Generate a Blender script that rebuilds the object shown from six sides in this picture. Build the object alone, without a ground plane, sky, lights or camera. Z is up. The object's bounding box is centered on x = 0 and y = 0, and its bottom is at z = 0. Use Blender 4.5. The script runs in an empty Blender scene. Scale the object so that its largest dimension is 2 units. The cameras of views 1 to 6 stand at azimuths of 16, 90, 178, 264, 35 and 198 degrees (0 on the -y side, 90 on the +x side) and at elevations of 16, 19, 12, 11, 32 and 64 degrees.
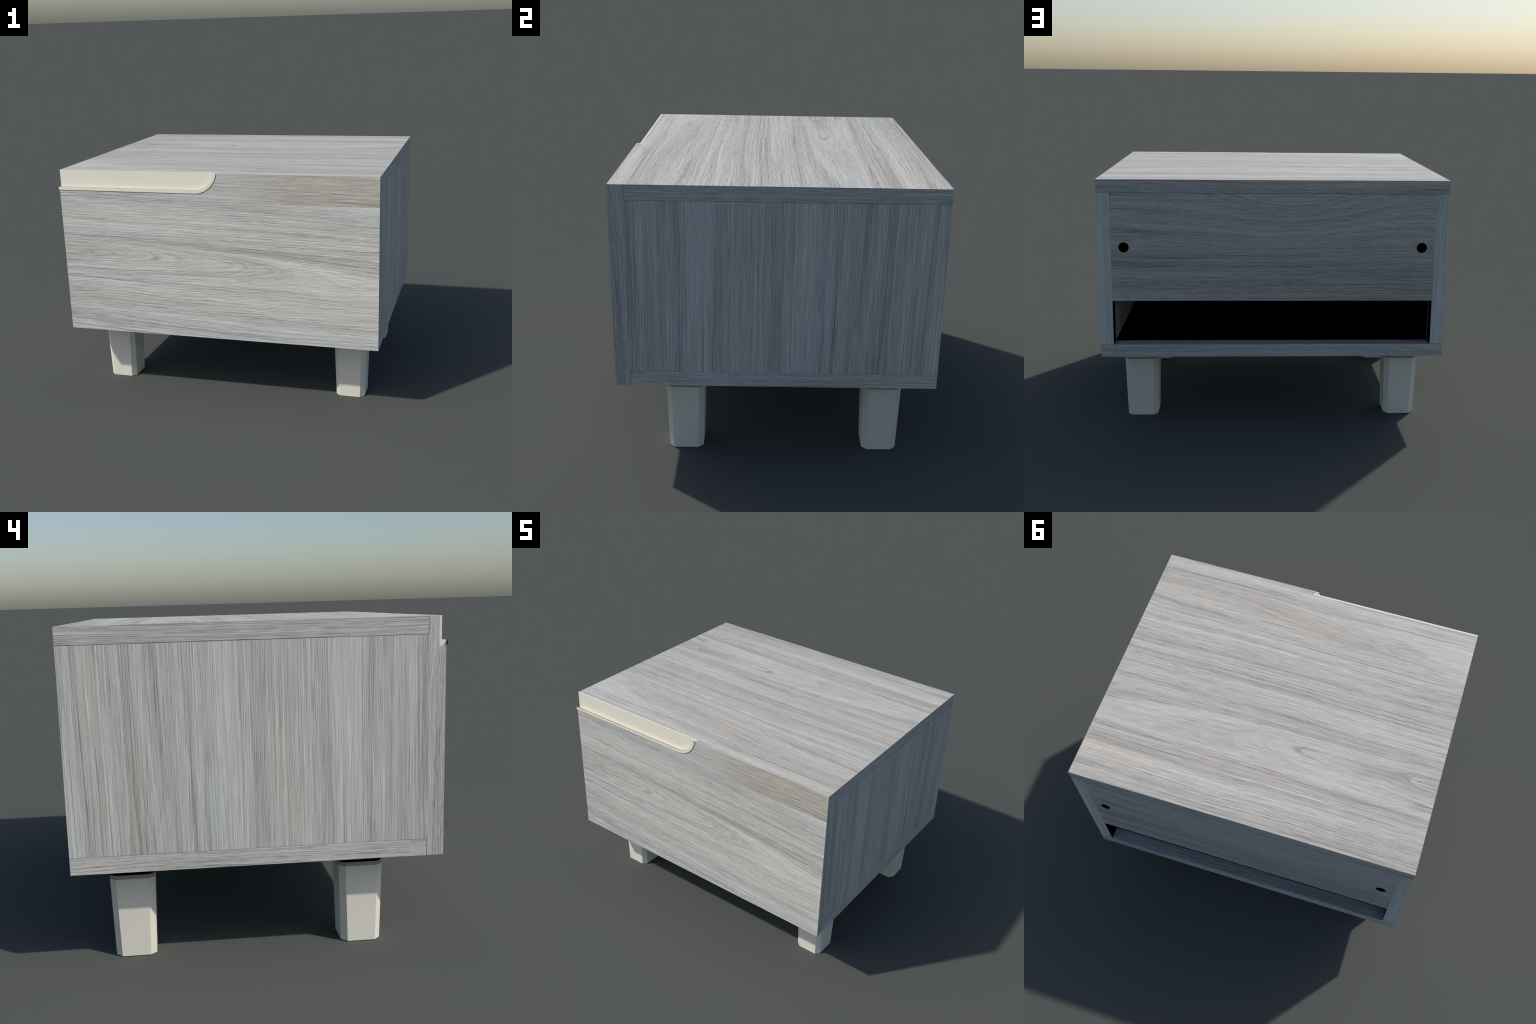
"""Low grey-oak nightstand: box carcass, one drawer front with a cream
J-channel pull in its upper corner, and four chamfered, tapered cream feet."""
import bpy, bmesh, math

# ----------------------------------------------------------------- sizes
XL, XR = -0.996, 1.0            # carcass left / right faces
YF, YB = -0.8075, 0.8115        # drawer front face / back face
ZB, ZT = 0.430, 1.4685          # carcass underside / top
T = 0.0745                      # board thickness
YJ = YF + 0.075                 # joint between drawer front and carcass
GAP = 0.0022                    # seam between boards
XC = (XL + XR) / 2

# ------------------------------------------------------------ node helpers
def node(nt, kind, **kw):
    n = nt.nodes.new(kind)
    for k, v in kw.items():
        setattr(n, k, v)
    return n

def math_node(nt, op, a, b=None, c=None, clamp=False):
    n = node(nt, 'ShaderNodeMath', operation=op, use_clamp=clamp)
    for i, v in enumerate((a, b, c)):
        if v is None:
            continue
        if hasattr(v, 'is_output'):
            nt.links.new(v, n.inputs[i])
        else:
            n.inputs[i].default_value = v
    return n.outputs[0]

def smooth(nt, v, lo, hi, a=0.0, b=1.0):
    n = node(nt, 'ShaderNodeMapRange', interpolation_type='SMOOTHSTEP')
    nt.links.new(v, n.inputs['Value'])
    for k, x in (('From Min', lo), ('From Max', hi), ('To Min', a), ('To Max', b)):
        n.inputs[k].default_value = x
    return n.outputs[0]

def vec(nt, x, y, z=0.0):
    n = node(nt, 'ShaderNodeCombineXYZ')
    for i, v in enumerate((x, y, z)):
        if hasattr(v, 'is_output'):
            nt.links.new(v, n.inputs[i])
        else:
            n.inputs[i].default_value = v
    return n.outputs[0]

def noise(nt, vector, detail=2.0, rough=0.5, w=None):
    n = node(nt, 'ShaderNodeTexNoise', noise_dimensions='3D')
    nt.links.new(vector, n.inputs['Vector'])
    n.inputs['Scale'].default_value = 1.0
    n.inputs['Detail'].default_value = detail
    n.inputs['Roughness'].default_value = rough
    return n.outputs['Fac']

def mix_colour(nt, fac, a, b, blend='MIX'):
    n = node(nt, 'ShaderNodeMix', data_type='RGBA', blend_type=blend)
    for s, v in ((n.inputs[0], fac), (n.inputs[6], a), (n.inputs[7], b)):
        if hasattr(v, 'is_output'):
            nt.links.new(v, s)
        elif isinstance(v, (int, float)):
            s.default_value = v
        else:
            s.default_value = (*v, 1.0)
    return n.outputs[2]

# ------------------------------------------------------ the oak grain group
OAK_DARK = (0.235, 0.225, 0.215)
OAK_MID = (0.465, 0.458, 0.445)
OAK_LIGHT = (0.640, 0.640, 0.625)
OAK_WARM = (1.024, 0.993, 0.942)
OAK_COOL = (0.981, 1.004, 1.005)

def grain_group():
    """U runs along the grain, V across it, Figure bends the growth rings
    into flames, Seed picks another board."""
    g = bpy.data.node_groups.new('grey_oak_grain', 'ShaderNodeTree')
    for nm in ('U', 'V', 'Figure', 'Seed', 'Wander', 'Stretch'):
        g.interface.new_socket(nm, in_out='INPUT', socket_type='NodeSocketFloat')
    g.interface.new_socket('Color', in_out='OUTPUT', socket_type='NodeSocketColor')
    g.interface.new_socket('Height', in_out='OUTPUT', socket_type='NodeSocketFloat')
    i, o = g.nodes.new('NodeGroupInput'), g.nodes.new('NodeGroupOutput')
    U, V, F, S, WA, ST = (i.outputs[k] for k in range(6))
    mul = lambda a, b: math_node(g, 'MULTIPLY', a, b)
    add = lambda a, b: math_node(g, 'ADD', a, b)
    cen = lambda a: math_node(g, 'SUBTRACT', a, 0.5)
    sc = lambda u, v, ds, vv=None: vec(g, mul(U, u), mul(vv if vv is not None else V, v), add(S, ds))

    UL = math_node(g, 'DIVIDE', U, ST)           # longer or shorter streaks
    lc = lambda u, v, ds, vv: vec(g, mul(UL, u), mul(vv, v), add(S, ds))

    # growth-ring coordinate: straight boards with slow wander and fine wobble
    wander = mul(mul(cen(noise(g, sc(0.8, 1.3, 0.3), 1.0)), 0.16), WA)
    wobble = math_node(g, 'DIVIDE', mul(cen(noise(g, sc(5.0, 11.0, 1.7), 2.0)), 0.016), ST)
    jitter = math_node(g, 'DIVIDE', mul(cen(noise(g, sc(34.0, 70.0, 2.9), 2.0)), 0.0034), ST)
    ring = add(add(add(V, F), wander), add(wobble, jitter))
    fibre = add(add(V, mul(wander, 0.6)), mul(wobble, 0.5))

    broad = noise(g, sc(0.35, 9.0, 5.1, ring), 2.0)            # board-wide tone
    bands = noise(g, sc(0.4, 30.0, 8.6, ring), 2.0)            # soft figure of the flames
    rings = noise(g, lc(0.8, 70.0, 7.7, ring), 3.0, 0.6)       # growth rings
    crest = noise(g, sc(0.45, 40.0, 10.3, ring), 1.0)          # long thin dark lines
    late = noise(g, lc(1.6, 95.0, 9.2, ring), 1.0)             # late wood
    streak = noise(g, lc(4.0, 150.0, 11.4, fibre), 4.0, 0.80)  # fibres
    pores = noise(g, lc(16.0, 420.0, 13.8, fibre), 2.0, 0.6)   # short open pores
    patch = noise(g, sc(1.3, 5.0, 15.0, ring), 2.0)

    v = add(0.5, mul(cen(broad), 0.80))
    v = add(v, mul(cen(bands), 0.42))
    v = add(v, mul(cen(rings), 0.60))
    v = add(v, mul(cen(streak), 1.05))
    v = add(v, mul(cen(pores), 1.30))
    # year rings: saw-tooth lines, dark edge then slowly paler, unevenly spaced
    def year_lines(freq, drift, ds, w):
        n1 = noise(g, sc(0.45, freq * 0.16, ds, w), 1.0)
        ph = math_node(g, 'FRACT', add(mul(w, freq), mul(n1, drift)))
        n2 = noise(g, sc(1.4, freq * 0.35, ds + 1.9, w), 1.0)
        saw = math_node(g, 'MULTIPLY', smooth(g, ph, 0.0, 0.22), smooth(g, ph, 1.0, 0.55, 0.55, 1.0))
        return mul(math_node(g, 'SUBTRACT', saw, 0.72), smooth(g, n2, 0.36, 0.60))
    wide, fine = year_lines(46.0, 5.0, 31.0, ring), year_lines(112.0, 7.0, 37.0, fibre)
    v = add(v, mul(wide, 0.17))
    v = add(v, mul(fine, 0.34))
    thin = smooth(g, math_node(g, 'ABSOLUTE', cen(crest)), 0.035, 0.0)
    thin = mul(thin, smooth(g, noise(g, sc(1.8, 9.0, 17.5, ring), 1.0), 0.42, 0.62))
    v = math_node(g, 'SUBTRACT', v, mul(thin, 0.20))
    dark_line = mul(smooth(g, late, 0.36, 0.26), smooth(g, patch, 0.35, 0.60))
    v = math_node(g, 'SUBTRACT', v, mul(dark_line, 0.18))
    pale_line = mul(smooth(g, late, 0.66, 0.76), smooth(g, patch, 0.62, 0.40))
    v = add(v, mul(pale_line, 0.20))

    ramp = node(g, 'ShaderNodeValToRGB')
    e = ramp.color_ramp.elements
    e[0].position, e[0].color = 0.02, (*OAK_DARK, 1)
    e[1].position, e[1].color = 0.96, (*OAK_LIGHT, 1)
    m = e.new(0.50); m.color = (*OAK_MID, 1)
    g.links.new(v, ramp.inputs['Fac'])

    tint = noise(g, sc(0.6, 9.0, 21.0, ring), 2.0)
    tint2 = noise(g, sc(2.0, 60.0, 25.0, ring), 1.0)
    warm = smooth(g, add(mul(tint, 0.8), mul(tint2, 0.2)), 0.34, 0.66)
    tone = mix_colour(g, warm, OAK_COOL, OAK_WARM)
    col = mix_colour(g, 1.0, ramp.outputs['Color'], tone, 'MULTIPLY')
    g.links.new(col, o.inputs['Color'])
    h = add(add(mul(rings, 0.9), mul(streak, 0.6)), mul(pores, 0.35))
    h = add(h, mul(add(wide, fine), 0.22))
    h = math_node(g, 'SUBTRACT', h, mul(dark_line, 0.3))
    g.links.new(h, o.inputs['Height'])
    return g

GRAIN = grain_group()
AXIS = {'x': 0, 'y': 1, 'z': 2}

def oak(name, along, across, seed, flames=(), hearts=(), tone=(1, 1, 1), wander=1.0, stretch=1.0, bump=0.35, slope=0.0, band=False, butt=None):
    """Printed grey oak.  flames: (u0, v0, half length, half width, lift);
    hearts: cathedral figures (lift at u=-1, lift at u=+1, v foot, v peak, v far side)."""
    m = bpy.data.materials.new(name)
    m.use_nodes = True
    nt = m.node_tree
    bs = nt.nodes['Principled BSDF']
    bs.inputs['Roughness'].default_value = 0.62
    bs.inputs['Specular IOR Level'].default_value = 0.25
    tc = node(nt, 'ShaderNodeTexCoord')
    sep = node(nt, 'ShaderNodeSeparateXYZ')
    nt.links.new(tc.outputs['Object'], sep.inputs[0])
    U, V = sep.outputs[AXIS[along]], sep.outputs[AXIS[across]]

    def figure(flame_list):
        F = math_node(nt, 'MULTIPLY', U, slope)
        for u0, v0, lu, lv, lift in flame_list:
            a = math_node(nt, 'POWER', math_node(nt, 'ABSOLUTE', math_node(nt, 'DIVIDE', math_node(nt, 'SUBTRACT', U, u0), lu)), 2.0)
            b = math_node(nt, 'POWER', math_node(nt, 'ABSOLUTE', math_node(nt, 'DIVIDE', math_node(nt, 'SUBTRACT', V, v0), lv)), 2.0)
            ex = math_node(nt, 'EXPONENT', math_node(nt, 'MULTIPLY', math_node(nt, 'ADD', a, b), -1.0))
            F = math_node(nt, 'ADD', F, math_node(nt, 'MULTIPLY', ex, lift))
        for l0, l1, va, vp, vb in (hearts if flame_list is flames else ()):
            tilt = math_node(nt, 'ADD', V, math_node(nt, 'MULTIPLY', U, slope))
            rise = smooth(nt, tilt, va, vp)
            fall = smooth(nt, tilt, vb, vp + (vb - vp) * 0.05)
            sway = math_node(nt, 'ADD', 0.85, math_node(nt, 'MULTIPLY', noise(nt, vec(nt, math_node(nt, 'MULTIPLY', U, 1.6), va * 3.0, seed if not hasattr(seed, 'is_output') else 0.0), 1.0), 0.3))
            lift = math_node(nt, 'MULTIPLY', smooth(nt, U, -1.6, 1.6, l0, l1), sway)
            sign = -1.0 if va < vp else 1.0
            F = math_node(nt, 'ADD', F, math_node(nt, 'MULTIPLY', math_node(nt, 'MULTIPLY', lift, math_node(nt, 'MULTIPLY', rise, fall)), sign))
        return F

    def board(sd, flame_list):
        gr = node(nt, 'ShaderNodeGroup'); gr.node_tree = GRAIN
        for k, s in ((0, U), (1, V), (2, figure(flame_list))):
            nt.links.new(s, gr.inputs[k])
        if hasattr(sd, 'is_output'):
            nt.links.new(sd, gr.inputs[3])
        else:
            gr.inputs[3].default_value = sd
        gr.inputs[4].default_value = wander
        gr.inputs[5].default_value = stretch
        return gr.outputs['Color'], gr.outputs['Height']

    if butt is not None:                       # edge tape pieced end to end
        step = math_node(nt, 'LESS_THAN', U, butt)
        seed = math_node(nt, 'ADD', math_node(nt, 'MULTIPLY', step, 7.3), seed)
    col, hgt = board(seed, flames)
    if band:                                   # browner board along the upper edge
        mask = math_node(nt, 'MULTIPLY', smooth(nt, V, 1.2915, 1.2955), smooth(nt, U, -0.25, 0.60))
        c2, h2 = board(41.7, [(0.78, 1.455, 0.42, 0.05, -0.10)])
        c2 = mix_colour(nt, 1.0, c2, (0.885, 0.832, 0.768), 'MULTIPLY')
        col = mix_colour(nt, mask, col, c2)
    col = mix_colour(nt, 1.0, col, tone, 'MULTIPLY')
    nt.links.new(col, bs.inputs['Base Color'])
    bp = node(nt, 'ShaderNodeBump')
    bp.inputs['Strength'].default_value = bump
    bp.inputs['Distance'].default_value = 0.004
    nt.links.new(hgt, bp.inputs['Height'])
    nt.links.new(bp.outputs[0], bs.inputs['Normal'])
    return m

def plain(name, colour, rough, spec):
    m = bpy.data.materials.new(name)
    m.use_nodes = True
    nt = m.node_tree
    bs = nt.nodes['Principled BSDF']
    tc = node(nt, 'ShaderNodeTexCoord')
    mp = node(nt, 'ShaderNodeMapping')
    mp.inputs['Scale'].default_value = (9.0, 9.0, 9.0)
    nt.links.new(tc.outputs['Object'], mp.inputs['Vector'])
    n = noise(nt, mp.outputs[0], 2.0)
    lo = tuple(c * 0.985 for c in colour)
    hi = tuple(min(1.0, c * 1.015) for c in colour)
    nt.links.new(mix_colour(nt, n, lo, hi), bs.inputs['Base Color'])
    bs.inputs['Roughness'].default_value = rough
    bs.inputs['Specular IOR Level'].default_value = spec
    return m

CREAM = plain('cream_lacquer', (0.752, 0.718, 0.612), 0.55, 0.25)
SHADE_PAINT = plain('cream_painted_shade', (0.33, 0.31, 0.265), 0.6, 0.2)  # leg cream darkened to the dim look of the upper chamfer
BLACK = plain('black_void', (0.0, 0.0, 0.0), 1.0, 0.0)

TOP_FACE = oak('oak_tabletop', 'x', 'y', 3.1,
               hearts=[(0.27, 0.10, 0.46, 0.225, 0.10), (0.17, 0.06, -0.70, -0.46, -0.32)],
               tone=(1.0, 0.978, 0.952), wander=0.4, stretch=1.7, bump=0.85, slope=0.01)
FRONT_FACE = oak('oak_drawer_face', 'x', 'z', 5.6,
                 hearts=[(0.36, 0.06, 0.765, 0.945, 1.09)],
                 tone=(1.06, 1.078, 1.08), wander=0.35, stretch=1.5, bump=0.65, slope=0.035, band=True)
SIDE_FACE = oak('oak_side_face', 'z', 'y', 8.9, [(0.45, 0.44, 0.45, 0.055, 0.05)], wander=0.35, stretch=2.6, bump=0.45)
EDGE_TOP = oak('oak_edge_tape_upper', 'y', 'z', 12.3, wander=0.4, stretch=1.5, bump=0.35)
EDGE_LOW = oak('oak_edge_tape_lower', 'y', 'z', 15.8, wander=0.4, butt=-0.655)
EDGE_BACK = oak('oak_edge_tape_rear', 'x', 'z', 18.4, wander=0.5, tone=(0.91, 0.90, 0.875))
EDGE_POST = oak('oak_edge_tape_upright', 'z', 'x', 21.9, wander=0.3, stretch=2.0, tone=(1.05, 1.08, 1.075))
EDGE_FRONT = oak('oak_drawer_edge', 'z', 'y', 24.2, wander=0.8, slope=0.06)
BACK_FACE = oak('oak_back_face', 'x', 'z', 27.5, [(-0.10, 1.38, 0.42, 0.20, 0.17)], wander=0.4, tone=(0.91, 0.895, 0.87))

# ------------------------------------------------------------ mesh helpers
def finish(name, bm, mats, parent=None, angle=None):
    bmesh.ops.recalc_face_normals(bm, faces=bm.faces)
    me = bpy.data.meshes.new(name)
    bm.to_mesh(me); bm.free()
    for m in mats:
        me.materials.append(m)
    ob = bpy.data.objects.new(name, me)
    bpy.context.scene.collection.objects.link(ob)
    if parent:
        ob.parent = parent
    if angle:
        for p in me.polygons:
            p.use_smooth = True
        me.set_sharp_from_angle(angle=math.radians(angle))
    return ob

def box_into(bm, x0, x1, y0, y1, z0, z1, ix=0, iy=0, iz=0):
    """Axis-aligned board; ix/iy/iz are material slots of the faces facing x, y, z."""
    v = [bm.verts.new((x, y, z)) for x in (x0, x1) for y in (y0, y1) for z in (z0, z1)]
    for idx, mi in (((0, 1, 3, 2), ix), ((4, 6, 7, 5), ix), ((0, 4, 5, 1), iy),
                    ((2, 3, 7, 6), iy), ((0, 2, 6, 4), iz), ((1, 5, 7, 3), iz)):
        bm.faces.new([v[k] for k in idx]).material_index = mi

def board(name, dims, mats, slots, parent):
    bm = bmesh.new()
    box_into(bm, *dims, *slots)
    return finish(name, bm, mats, parent)

def carve(ob, cutters):
    for c in cutters:
        md = ob.modifiers.new('cut', 'BOOLEAN')
        md.operation, md.object, md.solver = 'DIFFERENCE', c, 'EXACT'
    dg = bpy.context.evaluated_depsgraph_get()
    me = bpy.data.meshes.new_from_object(ob.evaluated_get(dg))
    old = ob.data
    ob.modifiers.clear()
    ob.data = me
    name = old.name
    bpy.data.meshes.remove(old)
    me.name = name
    for c in cutters:
        d = c.data
        bpy.data.objects.remove(c)
        bpy.data.meshes.remove(d)

def cutter_box(dims, mat):
    bm = bmesh.new()
    box_into(bm, *dims)
    return finish('cutter', bm, [mat])

# ------------------------------------------------------------------ carcass
root = bpy.data.objects.new('nightstand', None)
bpy.context.scene.collection.objects.link(root)
root['label'] = 'low grey oak nightstand with cream corner pull and feet'
root['category'] = 'nightstand'

top = board('top_panel', (XL, XR, YJ, YB, ZT - T, ZT), [EDGE_TOP, EDGE_BACK, TOP_FACE], (0, 1, 2), root)
bottom = board('bottom_panel', (XL, XR, YJ, YB, ZB, ZB + T), [EDGE_LOW, EDGE_BACK, TOP_FACE], (0, 1, 2), root)
# fine joint lines where the drawer front meets the ends of the boards
for ob, z0, z1, m in ((top, ZT - T - 0.01, ZT - 0.0018, EDGE_TOP), (bottom, ZB - 0.01, ZB + T + 0.01, EDGE_LOW)):
    carve(ob, [cutter_box((x - 0.003, x + 0.003, YJ - 0.01, YJ + GAP, z0, z1), m) for x in (XL, XR)])

ZS0, ZS1 = ZB + T + GAP * 0.7, ZT - T - GAP
for x0, x1 in ((XL, XL + T), (XR - T, XR)):
    bm = bmesh.new()
    box_into(bm, x0, x1, YJ, YB, ZS0, ZS1, 0, 1, 1)
    # tongues that close the seams a few millimetres in
    box_into(bm, x0 + 0.004, x1 - 0.004, YJ + 0.004, YB - 0.004, ZS1 - 0.01, ZT - T - 0.0001, 1, 1, 1)
    box_into(bm, x0 + 0.004, x1 - 0.004, YJ + 0.004, YB - 0.004, ZB + T + 0.0001, ZS0 + 0.01, 1, 1, 1)
    finish('side_panel', bm, [SIDE_FACE, EDGE_POST], root)

# back board with two round fixing holes
BX0, BX1 = XL + T + 0.0008, XR - T - 0.0008
back = board('back_panel', (BX0, BX1, YB - T, YB, 0.7685, ZS1), [BACK_FACE], (0, 0, 0), root)

def disc_ring(bm, x, z, r, y, n=48):
    return [bm.verts.new((x + r * math.cos(2 * math.pi * k / n), y, z + r * math.sin(2 * math.pi * k / n))) for k in range(n)]

def tube(bm, rings, cap0=True, cap1=True):
    n = len(rings[0])
    for a, b in zip(rings, rings[1:]):
        for k in range(n):
            bm.faces.new((a[k], a[(k + 1) % n], b[(k + 1) % n], b[k]))
    if cap0: bm.faces.new(rings[0])
    if cap1: bm.faces.new(rings[-1])

HOLES = [(XC - 0.851, 1.082), (XC + 0.851, 1.082)]
cuts = []
for hx, hz in HOLES:
    bm = bmesh.new()
    tube(bm, [disc_ring(bm, hx, hz, 0.0295, YB + 0.02), disc_ring(bm, hx, hz, 0.0295, YB - 0.008)])
    cuts.append(finish('cutter', bm, [BLACK]))
carve(back, cuts)
for hx, hz in HOLES:            # shallow black cup inside each hole
    bm = bmesh.new()
    tube(bm, [disc_ring(bm, hx, hz, 0.0291, YB - 0.0004), disc_ring(bm, hx, hz, 0.0291, YB - 0.006)], cap0=False)
    finish('fixing_hole', bm, [BLACK], back)

# black plates on the floor and on the walls at the rear slot
board('floor_black_plate', (XL + T + 0.0005, XR - T - 0.0005, YJ + 0.002, YB - T - 0.004, ZB + T - 0.002, ZB + T + 0.0006), [BLACK], (0, 0, 0), root)
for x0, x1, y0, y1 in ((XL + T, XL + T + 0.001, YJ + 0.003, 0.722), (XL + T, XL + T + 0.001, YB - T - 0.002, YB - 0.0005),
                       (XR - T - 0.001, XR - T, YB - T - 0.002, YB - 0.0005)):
    board('wall_black_plate', (x0, x1, y0, y1, ZB + T + 0.0012, 0.7675), [BLACK], (0, 0, 0), root)

# -------------------------------------------------------------- drawer front
front = board('drawer_front', (XL, XR, YF, YJ - 0.0002, ZB, ZT), [EDGE_FRONT, FRONT_FACE, TOP_FACE], (0, 1, 2), root)

# J-channel pull: straight run along the drawer, then a quarter turn up to the top
CX, CZ = -0.105, 1.489          # centre of the turn
ARC = 40

def contour(r, x_start, z_end=ZT):
    th_end = math.acos((CZ - z_end) / r)
    pts = [(x_start, CZ - r)]
    pts += [(CX + r * math.sin(th_end * k / ARC), CZ - r * math.cos(th_end * k / ARC)) for k in range(ARC + 1)]
    return pts

def open_contour(r, x_start):
    pts = [(x_start, CZ - r)]
    pts += [(CX + r * math.sin(math.pi / 2 * k / ARC), CZ - r * math.cos(math.pi / 2 * k / ARC)) for k in range(ARC + 1)]
    return pts + [(CX + r, 1.60), (x_start, 1.60)]

# pocket milled into the drawer front (undercut towards the back)
bm = bmesh.new()
rings = [[bm.verts.new((x, y, z)) for x, z in open_contour(r, -1.1)]
         for r, y in ((0.131, -0.84), (0.131, YF - 0.0005), (0.1485, -0.7895), (0.1485, -0.7767))]
tube(bm, rings)
carve(front, [finish('cutter', bm, [FRONT_FACE])])

# pan and cove of the pull, swept as one shell
PLATE_F, PLATE_B = -0.7868, -0.7770
inner = [(0.1390, PLATE_F), (0.1386, -0.7880), (0.1370, -0.7900), (0.1340, -0.7940), (0.1300, -0.7990), (0.1260, -0.8035), (0.1220, -0.8074)]
outer = [(0.1290, -0.8074), (0.1480, -0.7896), (0.1480, PLATE_B)]
sect = inner + outer
bm = bmesh.new()
rings = [[bm.verts.new((x, y, z)) for x, z in contour(r, XL)] for r, y in sect]
for a, b in zip(rings, rings[1:]):
    for k in range(len(a) - 1):
        bm.faces.new((a[k], a[k + 1], b[k + 1], b[k]))
tf, tb = bm.verts.new((XL, PLATE_F, ZT)), bm.verts.new((XL, PLATE_B, ZT))
bm.faces.new(rings[0] + [tf])                       # plate, seen side
bm.faces.new(rings[-1] + [tb])                      # plate, hidden side
bm.faces.new([r[0] for r in rings] + [tb, tf])      # end section
bm.faces.new([r[-1] for r in rings] + [tb, tf])     # top edge
handle = finish('handle', bm, [CREAM], front, 35)

# flat lip around the opening, standing proud of the drawer
bm = bmesh.new()
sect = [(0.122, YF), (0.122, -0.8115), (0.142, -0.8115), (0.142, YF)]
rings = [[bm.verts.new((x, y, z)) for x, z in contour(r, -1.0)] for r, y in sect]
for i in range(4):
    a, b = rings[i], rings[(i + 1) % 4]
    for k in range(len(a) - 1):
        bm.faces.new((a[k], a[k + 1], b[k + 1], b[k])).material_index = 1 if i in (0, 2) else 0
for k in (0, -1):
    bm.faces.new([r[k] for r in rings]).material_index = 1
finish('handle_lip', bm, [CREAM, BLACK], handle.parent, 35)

# ----------------------------------------------------------------------- legs
def octagon(h, c):
    return [(h, h - c), (h - c, h), (c - h, h), (-h, h - c), (-h, c - h), (c - h, -h), (h - c, -h), (h, c - h)]

bm = bmesh.new()
rings = [[bm.verts.new((x, y, z)) for x, y in octagon(h, c)]
         for h, c, z in ((0.0900, 0.0268, 0.0), (0.0997, 0.0267, 0.3625), (0.0975, 0.0240, 0.3800))]
tube(bm, rings[:2], True, False)
k0 = len(bm.faces)
tube(bm, rings[1:], False, False)                    # top chamfer, painted dark for the shade under the carcass
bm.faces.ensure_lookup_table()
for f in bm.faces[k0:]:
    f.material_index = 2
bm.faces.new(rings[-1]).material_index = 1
leg = finish('leg', bm, [CREAM, BLACK, SHADE_PAINT], root)
bm = bmesh.new()
tube(bm, [[bm.verts.new((0.061 * math.cos(2 * math.pi * k / 40), 0.061 * math.sin(2 * math.pi * k / 40), z)) for k in range(40)]
          for z in (0.379, 0.4305)])
mount = finish('leg_mount', bm, [CREAM], leg, 35)
spots = [(XC + sx * 0.7865, y) for sx in (-1, 1) for y in (-0.467, 0.560)]
for k, (x, y) in enumerate(spots):
    if k == 0:
        l, mt = leg, mount
    else:
        l, mt = leg.copy(), mount.copy()
        for o in (l, mt):
            bpy.context.scene.collection.objects.link(o)
        l.parent, mt.parent = root, l
    l.location = (x, y, 0.0)
